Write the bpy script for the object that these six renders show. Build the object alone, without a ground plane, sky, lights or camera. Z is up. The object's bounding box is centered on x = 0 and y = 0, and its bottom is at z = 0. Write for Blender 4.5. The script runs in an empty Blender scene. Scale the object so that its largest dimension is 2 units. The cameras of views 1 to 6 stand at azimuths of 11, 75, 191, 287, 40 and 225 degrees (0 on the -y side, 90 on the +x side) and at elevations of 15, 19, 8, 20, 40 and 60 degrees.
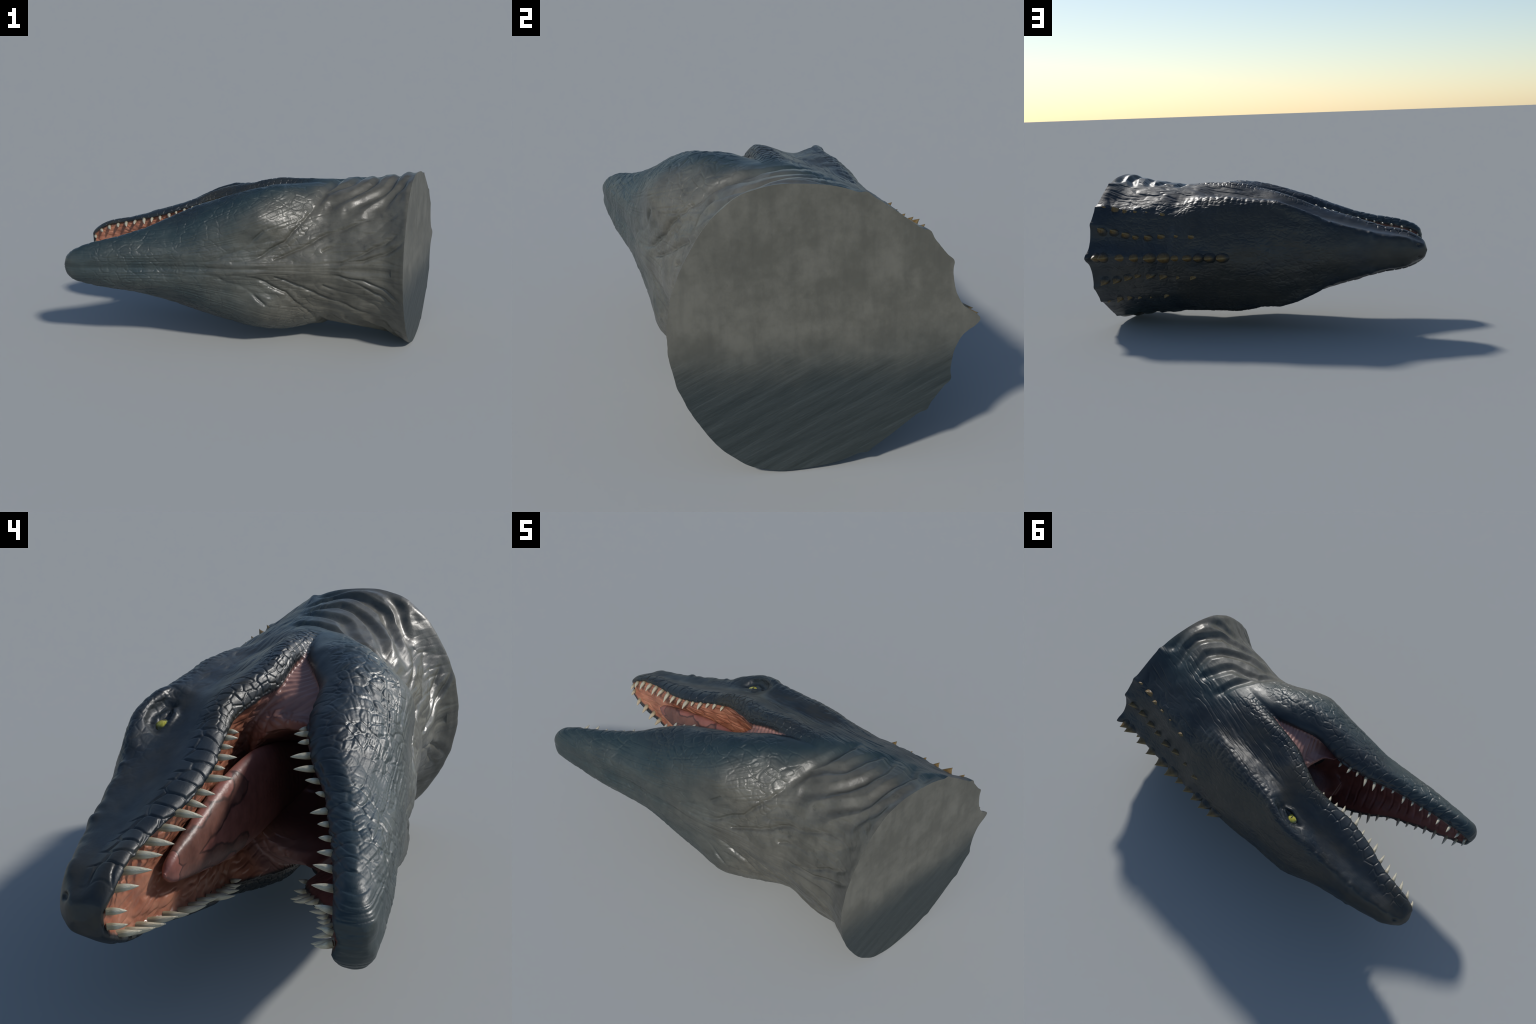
# Head and neck of a large marine reptile, lying on its side:
# snout towards -x, crown towards +y, the plane of symmetry is horizontal (z = ZC).
import bpy, bmesh, math, random
import numpy as np

ZC = 0.465                      # height of the plane of symmetry
CELL = 0.006                    # sampling step of the body field
random.seed(7)

# ---------------------------------------------------------------- helpers
def pchip(xs, ys, x):
    """monotone cubic through (xs, ys); ys may have trailing dimensions"""
    xs = np.asarray(xs, float); ys = np.asarray(ys, float)
    x = np.clip(np.asarray(x, float), xs[0], xs[-1])
    h = np.diff(xs).reshape(-1, *([1] * (ys.ndim - 1)))
    d = np.diff(ys, axis=0) / h
    m = np.zeros_like(ys)
    m[0], m[-1] = d[0], d[-1]
    if len(xs) > 2:
        same = d[:-1] * d[1:] > 0
        w1, w2 = 2 * h[1:] + h[:-1], h[1:] + 2 * h[:-1]
        with np.errstate(divide='ignore', invalid='ignore'):
            hm = (w1 + w2) / (w1 / d[:-1] + w2 / d[1:])
        m[1:-1] = np.where(same, hm, 0)
    i = np.clip(np.searchsorted(xs, x, side='right') - 1, 0, len(xs) - 2)
    hh = (xs[i + 1] - xs[i])
    t = (x - xs[i]) / hh
    ex = (...,) + (None,) * (ys.ndim - 1)
    t, hh = t[ex], hh[ex]
    return ((2*t**3 - 3*t**2 + 1) * ys[i] + (t**3 - 2*t**2 + t) * hh * m[i]
            + (-2*t**3 + 3*t**2) * ys[i + 1] + (t**3 - t**2) * hh * m[i + 1])

def smoothstep(a, b, x):
    t = np.clip((x - a) / (b - a), 0, 1)
    return t * t * (3 - 2 * t)

def smin(a, b, k):
    q = np.maximum(k - np.abs(a - b), 0) / k
    return np.minimum(a, b) - q * q * k * 0.25

def smax(a, b, k):
    return -smin(-a, -b, k)

def refine(pts, n=6):
    """Catmull-Rom through half-section points; the half closes by mirroring in h"""
    p = np.asarray(pts, float)
    first, last = p[1] * [-1, 1], p[-2] * [-1, 1]
    q = np.vstack([first, p, last])
    out = []
    for i in range(1, len(q) - 2):
        a, b, c, d = q[i-1], q[i], q[i+1], q[i+2]
        for t in np.arange(n) / n:
            out.append(0.5 * (2*b + (c - a)*t + (2*a - 5*b + 4*c - d)*t*t + (3*b - a - 3*c + d)*t**3))
    out.append(p[-1])
    out = np.array(out)
    out[:, 0] = np.maximum(out[:, 0], 0)
    return out

def polygon_sdf(poly, H, Y, pad=.07):
    """signed distance to a half section (closed along h = 0), negative inside; rough far outside"""
    A = poly.astype(np.float32); B = np.roll(A, -1, axis=0)
    lo, hi = A.min(0) - pad, A.max(0) + pad
    out = np.maximum(np.maximum(A[:, 1].min() - Y, Y - A[:, 1].max()), H - A[:, 0].max()).astype(np.float32)
    near = (H < hi[0]) & (Y > lo[1]) & (Y < hi[1])
    ph, py = H[near].astype(np.float32), Y[near].astype(np.float32)
    best = np.full(len(ph), 1e9, np.float32); inside = np.zeros(len(ph), bool)
    for i, (a, b) in enumerate(zip(A, B)):
        e = b - a
        if i < len(A) - 1:
            wx, wy = ph - a[0], py - a[1]
            t = np.clip((wx * e[0] + wy * e[1]) / max(float(e @ e), 1e-12), 0, 1)
            wx -= t * e[0]; wy -= t * e[1]
            np.minimum(best, wx * wx + wy * wy, out=best)
        if a[1] != b[1]:
            up = (a[1] > py) != (b[1] > py)
            inside ^= up & (ph < e[0] * (py - a[1]) / e[1] + a[0])
    d = np.sqrt(best)
    out[near] = np.where(inside, -d, d)
    return out

# ---------------------------------------------------------------- cross-sections, (h, y) half outlines
# skull and upper jaw: roof middle, roof, crest, flank, cheek, lip outside, lip edge, lip inside, palate side, palate middle
SKULL = {
 -1.000: [(0,.190),(.004,.188),(.008,.184),(.010,.174),(.011,.165),(.010,.156),(.008,.150),(.006,.148),(.003,.147),(0,.147)],
 -0.985: [(0,.214),(.018,.212),(.032,.202),(.044,.178),(.048,.150),(.044,.124),(.036,.114),(.024,.116),(.012,.119),(0,.120)],
 -0.950: [(0,.244),(.024,.240),(.046,.227),(.060,.184),(.075,.145),(.071,.118),(.060,.106),(.044,.108),(.025,.116),(0,.120)],
 -0.880: [(0,.268),(.040,.264),(.078,.244),(.090,.184),(.105,.142),(.104,.115),(.092,.103),(.082,.116),(.050,.118),(0,.122)],
 -0.750: [(0,.297),(.050,.291),(.100,.272),(.109,.192),(.136,.135),(.136,.100),(.120,.085),(.108,.100),(.075,.098),(0,.112)],
 -0.600: [(0,.328),(.068,.318),(.138,.287),(.143,.195),(.176,.115),(.174,.068),(.154,.048),(.140,.068),(.099,.075),(0,.108)],
 -0.450: [(0,.370),(.090,.352),(.184,.306),(.185,.205),(.222,.110),(.220,.055),(.195,.031),(.179,.054),(.125,.064),(0,.102)],
 -0.330: [(0,.398),(.115,.384),(.228,.326),(.220,.220),(.262,.110),(.258,.065),(.230,.044),(.212,.062),(.145,.074),(0,.102)],
 -0.250: [(0,.408),(.130,.394),(.248,.337),(.241,.225),(.296,.110),(.292,.070),(.256,.047),(.236,.064),(.155,.082),(0,.106)],
 -0.100: [(0,.418),(.151,.389),(.305,.310),(.300,.190),(.343,.075),(.338,.030),(.298,.008),(.262,.022),(.155,.080),(0,.110)],
  0.000: [(0,.428),(.156,.391),(.313,.301),(.308,.175),(.363,.050),(.362,-.005),(.318,-.032),(.280,-.010),(.160,.060),(0,.090)],
  0.100: [(0,.438),(.161,.395),(.321,.289),(.321,.160),(.384,.030),(.388,-.012),(.350,-.038),(.310,-.020),(.160,.040),(0,.060)],
  0.200: [(0,.440),(.161,.395),(.326,.276),(.324,.160),(.394,.030),(.400,-.015),(.373,-.045),(.330,-.060),(.160,-.060),(0,-.060)],
  0.330: [(0,.434),(.156,.389),(.318,.259),(.330,.150),(.391,.030),(.402,-.020),(.380,-.058),(.330,-.090),(.160,-.100),(0,-.100)],
  0.460: [(0,.405),(.130,.356),(.264,.242),(.310,.120),(.350,.020),(.350,-.030),(.330,-.070),(.280,-.090),(.140,-.100),(0,-.100)],
}
# lower jaw: belly middle, belly, low side, widest, lip outside, lip edge, lip inside, floor side, floor middle
JAW = {
 -0.943: [(0,-.464),(.006,-.460),(.012,-.452),(.016,-.440),(.014,-.425),(.010,-.415),(.006,-.414),(.003,-.414),(0,-.414)],
 -0.928: [(0,-.479),(.025,-.474),(.044,-.455),(.050,-.435),(.046,-.410),(.032,-.397),(.018,-.400),(.008,-.402),(0,-.403)],
 -0.890: [(0,-.489),(.043,-.483),(.075,-.459),(.082,-.428),(.073,-.403),(.053,-.388),(.034,-.394),(.018,-.404),(0,-.408)],
 -0.800: [(0,-.490),(.053,-.482),(.096,-.450),(.116,-.417),(.103,-.384),(.083,-.367),(.062,-.376),(.034,-.395),(0,-.402)],
 -0.650: [(0,-.478),(.068,-.475),(.124,-.435),(.148,-.383),(.141,-.349),(.117,-.327),(.094,-.342),(.055,-.375),(0,-.388)],
 -0.500: [(0,-.460),(.082,-.463),(.149,-.405),(.189,-.345),(.183,-.304),(.160,-.279),(.133,-.297),(.080,-.355),(0,-.378)],
 -0.350: [(0,-.446),(.092,-.450),(.184,-.381),(.248,-.300),(.247,-.240),(.211,-.205),(.180,-.228),(.110,-.320),(0,-.360)],
 -0.200: [(0,-.446),(.092,-.442),(.218,-.390),(.304,-.278),(.298,-.200),(.250,-.159),(.218,-.183),(.140,-.280),(0,-.330)],
 -0.050: [(0,-.446),(.090,-.428),(.245,-.399),(.350,-.270),(.344,-.192),(.304,-.154),(.268,-.172),(.160,-.230),(0,-.270)],
  0.100: [(0,-.438),(.090,-.411),(.270,-.406),(.381,-.264),(.381,-.166),(.345,-.104),(.300,-.110),(.160,-.120),(0,-.120)],
  0.200: [(0,-.424),(.088,-.390),(.256,-.386),(.384,-.250),(.396,-.135),(.364,-.066),(.310,-.060),(.160,-.060),(0,-.060)],
  0.330: [(0,-.408),(.090,-.374),(.225,-.337),(.360,-.235),(.392,-.110),(.380,-.055),(.320,-.030),(.160,-.020),(0,-.020)],
  0.460: [(0,-.380),(.090,-.330),(.180,-.280),(.290,-.180),(.340,-.100),(.325,-.055),(.270,-.030),(.140,-.020),(0,-.020)],
}
# neck: from the nape down to the throat
NECK = {
  0.150: [(0,.415),(.110,.368),(.180,.328),(.230,.280),(.290,.160),(.320,.030),(.320,-.100),(.250,-.220),(.120,-.320),(0,-.380)],
  0.300: [(0,.425),(.116,.380),(.190,.345),(.245,.300),(.325,.170),(.355,.030),(.355,-.100),(.290,-.245),(.140,-.348),(0,-.400)],
  0.450: [(0,.432),(.116,.386),(.196,.355),(.253,.320),(.345,.170),(.385,.030),(.374,-.100),(.306,-.250),(.146,-.352),(0,-.397)],
  0.600: [(0,.428),(.112,.380),(.196,.352),(.264,.310),(.368,.150),(.404,.000),(.388,-.130),(.324,-.274),(.166,-.370),(0,-.412)],
  0.750: [(0,.420),(.108,.368),(.193,.341),(.267,.291),(.374,.140),(.424,-.020),(.406,-.145),(.320,-.287),(.162,-.388),(0,-.430)],
  0.835: [(0,.412),(.106,.362),(.196,.336),(.272,.278),(.382,.130),(.434,-.035),(.430,-.168),(.362,-.310),(.188,-.428),(0,-.470)],
  0.875: [(0,.410),(.104,.360),(.200,.337),(.278,.274),(.390,.126),(.444,-.045),(.448,-.182),(.390,-.316),(.212,-.444),(0,-.493)],
  0.950: [(0,.408),(.090,.368),(.204,.342),(.287,.274),(.402,.124),(.458,-.050),(.456,-.188),(.396,-.320),(.216,-.446),(0,-.500)],
  1.060: [(0,.408),(.090,.370),(.205,.346),(.290,.276),(.406,.124),(.464,-.050),(.458,-.188),(.396,-.320),(.216,-.446),(0,-.500)],
}
# skin stretched between the jaws in the corner of the mouth, and the throat hollowed out of it
MEMBRANE = {
 -0.150: [(0,-.240),(.120,-.230),(.190,-.190),(.216,-.156),(.218,-.158),(.218,-.164),(.206,-.210),(.120,-.262),(0,-.262)],
 -0.105: [(0,-.200),(.120,-.190),(.190,-.150),(.224,-.122),(.227,-.127),(.228,-.145),(.214,-.205),(.120,-.261),(0,-.261)],
 -0.055: [(0,.060),(.120,.060),(.200,.040),(.230,-.015),(.228,-.060),(.232,-.120),(.215,-.200),(.120,-.260),(0,-.260)],
  0.000: [(0,.080),(.180,.080),(.268,.050),(.284,-.020),(.282,-.080),(.284,-.135),(.270,-.200),(.160,-.260),(0,-.260)],
  0.120: [(0,.080),(.200,.080),(.300,.050),(.330,-.020),(.328,-.060),(.328,-.110),(.310,-.180),(.180,-.240),(0,-.240)],
  0.240: [(0,.060),(.200,.060),(.310,.030),(.358,-.025),(.360,-.050),(.356,-.085),(.330,-.150),(.180,-.200),(0,-.200)],
  0.360: [(0,.040),(.200,.040),(.310,.010),(.366,-.030),(.368,-.055),(.362,-.085),(.330,-.130),(.180,-.160),(0,-.160)],
}
THROAT = {
 -0.160: [(0,.085),(.120,.068),(.195,.025),(.212,-.060),(.198,-.160),(.120,-.260),(0,-.310)],
 -0.070: [(0,.060),(.100,.045),(.160,.005),(.185,-.060),(.176,-.150),(.120,-.240),(0,-.280)],
  0.030: [(0,.020),(.085,.005),(.130,-.030),(.145,-.080),(.135,-.140),(.095,-.200),(0,-.220)],
  0.140: [(0,-.030),(.050,-.035),(.080,-.055),(.090,-.090),(.080,-.120),(.050,-.145),(0,-.150)],
  0.240: [(0,-.080),(.004,-.082),(.008,-.084),(.010,-.090),(.008,-.096),(.004,-.098),(0,-.100)],
}

xs = np.arange(-1.03, 1.055, CELL)
ys = np.arange(-0.53, 0.53, CELL)
hs = np.arange(0, 0.53, CELL)
YY, HH = np.meshgrid(ys, hs, indexing='ij')

def loft_field(table, grow=0.0):
    st = sorted(table)
    arr = np.array([table[s] for s in st], float)
    F = np.empty((len(xs), len(ys), len(hs)), np.float32)
    for i, x in enumerate(xs):
        if not st[0] - .06 < x < st[-1] + .06:
            F[i] = .5; continue
        cx = min(max(x, st[0]), st[-1])
        d = polygon_sdf(refine(pchip(st, arr, np.array([cx]))[0]), HH, YY)
        out = max(st[0] - x, x - st[-1], 0)
        F[i] = np.maximum(d, 0) + out if out > 0 else d
    return F

def capsule_chain(points):
    """distance to a chain of tapered round segments; points: (x, y, h, r)"""
    p = np.array(points, float)
    r = p[:, 3].max() + 0.08
    lo, hi = p[:, :3].min(0) - r, p[:, :3].max(0) + r
    sx = slice(*np.searchsorted(xs, [lo[0], hi[0]])); sy = slice(*np.searchsorted(ys, [lo[1], hi[1]])); sh = slice(*np.searchsorted(hs, [lo[2], hi[2]]))
    X, Y, H = np.meshgrid(xs[sx], ys[sy], hs[sh], indexing='ij')
    Q = np.stack([X, Y, H], -1)
    best = np.full(X.shape, 9.0)
    for a, b in zip(p[:-1], p[1:]):
        e = b[:3] - a[:3]
        t = np.clip(((Q - a[:3]) @ e) / (e @ e), 0, 1)
        d = np.linalg.norm(Q - a[:3] - t[..., None] * e, axis=-1) - (a[3] + t * (b[3] - a[3]))
        best = np.minimum(best, d)
    return (sx, sy, sh), best

def add_chain(F, pts, k=0.03):
    s, d = capsule_chain(pts); F[s] = smin(F[s], d, k)

def cut_chain(F, pts, k=0.03):
    s, d = capsule_chain(pts); F[s] = smax(F[s], -d, k)

def body_field():
    skull, jaw, neck = loft_field(SKULL), loft_field(JAW), loft_field(NECK)
    membrane, throat = loft_field(MEMBRANE), loft_field(THROAT)
    # raised lines of the skull
    add_chain(skull, [(-.38,.306,.200,.014),(-.31,.322,.230,.025),(-.25,.328,.252,.030),(-.195,.318,.272,.028),(-.15,.306,.286,.020)], .04)   # brow
    k = (0.012 + 0.055 * smoothstep(.22, .42, xs))[:, None, None]
    heads = smin(skull, jaw, 0.012)
    heads = smin(heads, membrane, 0.016)
    heads = smax(heads, -throat, 0.02)
    F = smin(heads, neck, k)
    F = np.where((xs < .14)[:, None, None], heads, F)
    F = smax(F, -np.where((xs < .45)[:, None, None], throat, 9).astype(np.float32), 0.02)
    # eye socket: a pit behind the eye, a trough round the lids, the lids themselves
    cut_chain(F, [(-.198,.262,.286,.017),(-.155,.252,.304,.010)], .05)
    cut_chain(F, [(-.300,.258,.232,.010),(-.272,.284,.248,.014),(-.225,.288,.268,.016),(-.180,.266,.278,.018)], .02)
    cut_chain(F, [(-.275,.262,.238,.012),(-.240,.256,.256,.022),(-.205,.252,.262,.014)], .015)
    add_chain(F, [(-.290,.262,.216,.006),(-.262,.284,.228,.0075),(-.225,.286,.244,.008),(-.190,.262,.254,.007)], .006)
    add_chain(F, [(-.300,.254,.214,.006),(-.262,.238,.236,.008),(-.220,.232,.256,.009),(-.186,.246,.262,.006)], .012)
    # nostrils
    cut_chain(F, [(-.968,.222,.040,.009),(-.952,.228,.036,.008)], .006)
    return F

def surface_nets(F, origin, step):
    s = F < 0
    n = np.array(F.shape)
    c = np.zeros(tuple(n - 1), np.int8)
    corners = [(i, j, k) for i in (0, 1) for j in (0, 1) for k in (0, 1)]
    for i, j, k in corners:
        c += s[i:n[0]-1+i, j:n[1]-1+j, k:n[2]-1+k]
    cells = np.argwhere((c > 0) & (c < 8))
    idx = -np.ones(tuple(n - 1), np.int64); idx[tuple(cells.T)] = np.arange(len(cells))
    acc = np.zeros((len(cells), 3)); cnt = np.zeros(len(cells))
    for a in corners:
        for ax in range(3):
            if a[ax] == 0:
                b = list(a); b[ax] = 1
                fa = F[tuple((cells + a).T)].astype(float); fb = F[tuple((cells + b).T)].astype(float)
                m = (fa < 0) != (fb < 0)
                t = fa[m] / (fa[m] - fb[m])
                p = np.tile(np.array(a, float), (m.sum(), 1)); p[:, ax] = t
                acc[m] += p; cnt[m] += 1
    verts = origin + step * (cells + acc / cnt[:, None])
    quads = []
    for ax in range(3):
        u, v = [(1, 2), (2, 0), (0, 1)][ax]
        lo = [slice(None)] * 3; hi = [slice(None)] * 3
        lo[ax], hi[ax] = slice(0, -1), slice(1, None)
        cross = s[tuple(lo)] != s[tuple(hi)]
        e = np.argwhere(cross)
        e = e[(e[:, u] > 0) & (e[:, v] > 0) & (e[:, u] < n[u] - 1) & (e[:, v] < n[v] - 1)]
        du, dv = np.zeros(3, int), np.zeros(3, int); du[u] = 1; dv[v] = 1
        q = np.stack([idx[tuple(x.T)] for x in (e - du - dv, e - dv, e, e - du)], 1)
        flip = ~s[tuple(e.T)]
        q[flip] = q[flip][:, ::-1]
        quads.append(q)
    return verts, np.vstack(quads)

def mesh_from(name, verts, faces):
    me = bpy.data.meshes.new(name)
    verts = np.asarray(verts, np.float32); faces = np.asarray(faces, np.int32)
    k = faces.shape[1]
    me.vertices.add(len(verts)); me.vertices.foreach_set('co', verts.ravel())
    me.loops.add(faces.size); me.loops.foreach_set('vertex_index', faces.ravel())
    me.polygons.add(len(faces)); me.polygons.foreach_set('loop_start', np.arange(0, faces.size, k, dtype=np.int32))
    me.update(calc_edges=True); me.validate()
    return me

def arrays(me):
    v = np.empty(len(me.vertices) * 3, np.float32); me.vertices.foreach_get('co', v)
    n = np.empty(len(me.vertices) * 3, np.float32); me.vertex_normals.foreach_get('vector', n)
    return v.reshape(-1, 3).astype(float), n.reshape(-1, 3).astype(float)

def laplacian(verts, faces, rounds=2, f=0.5):
    k = faces.shape[1]
    a = np.concatenate([faces[:, i] for i in range(k)]); b = np.concatenate([faces[:, (i + 1) % k] for i in range(k)])
    i, j = np.r_[a, b], np.r_[b, a]
    deg = np.bincount(i, minlength=len(verts))[:, None]
    for r in range(rounds):
        for g in (f, -f * 1.04):
            avg = np.stack([np.bincount(i, verts[j, c], minlength=len(verts)) for c in range(3)], 1) / deg
            verts = verts + g * (avg - verts)
    return verts

def track(table, col):
    st = sorted(table); return np.array(st), np.array([table[s][col] for s in st])

def lip_up(x):  st, a = track(SKULL, 6); return pchip(st, a, x)
def lip_low(x): st, a = track(JAW, 5);   return pchip(st, a, x)

def lining_mask(c):
    """inside of the mouth: between the lip edges and between palate and floor"""
    x, y, h = c[:, 0], c[:, 1], np.abs(c[:, 2] - ZC)
    st, a = sorted(SKULL), np.array([SKULL[k] for k in sorted(SKULL)]); S = pchip(st, a, x)
    st, a = sorted(JAW), np.array([JAW[k] for k in sorted(JAW)]); J = pchip(st, a, x)
    u, l = S[:, 6], J[:, 5]
    def slope(p, q, r):      # piecewise line through lip, side and middle, as y over h
        return np.where(h > q[:, 0], q[:, 1] + (p[:, 1] - q[:, 1]) * np.clip((h - q[:, 0]) / (p[:, 0] - q[:, 0]), 0, 1),
                        r[:, 1] + (q[:, 1] - r[:, 1]) * np.clip(h / np.maximum(q[:, 0], 1e-4), 0, 1))
    top, bottom = slope(u, S[:, 8], S[:, 9]) + .018, slope(l, J[:, 7], J[:, 8]) - .018
    back = x > .02
    top = np.where(back, np.maximum(u[:, 1], l[:, 1]) + .004, top); bottom = np.where(back, l[:, 1] - .012, bottom)
    bottom = np.where(back & (h < l[:, 0] - .03), -.2, bottom); top = np.where(back & (h < u[:, 0] - .012), .05, top)
    t = np.clip((y - l[:, 1]) / np.maximum(u[:, 1] - l[:, 1], 1e-3), 0, 1)
    edge = l[:, 0] + (u[:, 0] - l[:, 0]) * t - .002
    tip = np.where(y > (u[:, 1] + l[:, 1]) / 2, -.972, -.918)
    return (h < edge) & (y < top) & (y > bottom) & (x < .36) & (x > tip)

# --- DETAIL BEGIN
def hash3(i, j, k, seed):
    n = (i * 374761393 + j * 668265263 + k * 2147483647 + seed * 974634533) & 0xFFFFFFFF
    n = ((n ^ (n >> 13)) * 1274126177) & 0xFFFFFFFF
    n = ((n ^ (n >> 16)) * 2246822519) & 0xFFFFFFFF
    return ((n ^ (n >> 15)) & 0xFFFFFF) / float(0xFFFFFF)

def noise(p, seed=0):
    """smooth value noise in -1..1, p (n, 3)"""
    f = np.floor(p); t = p - f; f = f.astype(np.int64); t = t * t * t * (t * (t * 6 - 15) + 10)
    v = 0
    for a in (0, 1):
        for b in (0, 1):
            for c in (0, 1):
                w = (t[:, 0] if a else 1 - t[:, 0]) * (t[:, 1] if b else 1 - t[:, 1]) * (t[:, 2] if c else 1 - t[:, 2])
                v = v + w * hash3(f[:, 0] + a, f[:, 1] + b, f[:, 2] + c, seed)
    return v * 2 - 1

def fbm(p, octaves=3, seed=0):
    return sum(noise(p * 2.03 ** o, seed + o) * .5 ** o for o in range(octaves))

def cells(p, jitter=.9, seed=0):
    """Worley: distance to the border between cells (F2 - F1) and a random number per cell; p (n, 2 or 3)"""
    d = p.shape[1]
    if d == 2: p = np.c_[p, np.zeros(len(p))]
    f = np.floor(p).astype(np.int64)
    f1 = np.full(len(p), 9.0); f2 = f1.copy(); idn = np.zeros(len(p))
    for a in (-1, 0, 1):
        for b in (-1, 0, 1):
            for c in ((-1, 0, 1) if d == 3 else (0,)):
                g = f + [a, b, c]
                q = np.stack([hash3(g[:, 0], g[:, 1], g[:, 2], seed + m) for m in range(3)], 1)
                q = g + .5 + (q - .5) * jitter
                if d == 2: q[:, 2] = 0
                r = np.linalg.norm(p - q, axis=1)
                near = r < f1
                f2 = np.where(near, f1, np.minimum(f2, r)); idn = np.where(near, hash3(g[:, 0], g[:, 1], g[:, 2], seed + 9), idn)
                f1 = np.where(near, r, f1)
    return f2 - f1, idn

def curve_distance(pts, P):
    """distance from P (n, d) to a polyline"""
    pts = np.asarray(pts, float); best = np.full(len(P), 9.0)
    for a, b in zip(pts[:-1], pts[1:]):
        e = b - a
        t = np.clip(((P - a) @ e) / (e @ e), 0, 1)
        best = np.minimum(best, np.linalg.norm(P - a - t[:, None] * e, axis=1))
    return best

# rows of spikes on the nape: tips (x, y[, h]) and sizes
ROW_MID = [(.989,.454),(.913,.457),(.805,.456),(.713,.467),(.621,.479),(.536,.484),(.456,.473),(.384,.478),(.316,.484),(.250,.491),(.180,.490)]
ROW_IN = [(.935,.368,.163),(.855,.364,.153),(.779,.371,.134),(.712,.375,.117),(.633,.393,.119),(.552,.389,.123),(.450,.395,.120),(.359,.416,.121)]
ROW_OUT = [(.945,.271,.276),(.865,.283,.272),(.794,.294,.257),(.725,.297,.248),(.648,.302,.241),(.551,.323,.236)]
SIZE_MID = [.060,.062,.068,.064,.070,.080,.062,.056,.052,.050,.062]
SIZE_IN = [.050,.046,.046,.040,.046,.050,.050,.064]
SIZE_OUT = [.050,.050,.046,.048,.064,.064]

# lines that the skin follows
RIDGE = [(-.956,.229,.041),(-.843,.254,.085),(-.722,.276,.102),(-.604,.288,.138),(-.486,.302,.170),(-.400,.316,.202)]
CREST = [(-.13,.302,.304),(-.04,.298,.308),(.06,.289,.317),(.15,.280,.324),(.25,.268,.323),(.33,.258,.318),(.40,.244,.300)]
FOLDS = [  # valleys of the neck folds, seen from the side: (x, y)
 [(.640,.050),(.631,.015),(.604,-.044),(.576,-.093),(.510,-.125),(.440,-.165)],
 [(.690,.080),(.712,.022),(.722,-.053),(.692,-.126),(.649,-.169),(.573,-.223),(.480,-.255)],
 [(.800,.090),(.834,-.005),(.824,-.080),(.800,-.145),(.778,-.204),(.667,-.262),(.576,-.300)],
 [(.900,.040),(.915,-.080),(.881,-.200),(.850,-.240),(.760,-.290),(.680,-.330)],
 [(.512,.060),(.492,-.040),(.458,-.130),(.422,-.200),(.388,-.262),(.358,-.305)],
]
THROAT_CREASES = [  # (x, h) seen from below
 [(.30,.016),(.42,.019),(.54,.040),(.66,.060),(.77,.101),(.85,.161),(.89,.22)],
 [(.30,.030),(.41,.022),(.54,.034),(.65,.095),(.77,.150),(.84,.210)],
 [(-.02,.03),(.12,.07),(.25,.14),(.34,.23),(.40,.30)],
 [(.20,.05),(.34,.10),(.47,.17),(.60,.22),(.74,.27)],
 [(-.35,.012),(-.10,.05),(.05,.12),(.14,.20)],
 [(.45,.09),(.60,.14),(.72,.20),(.82,.29)],
]

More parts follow.
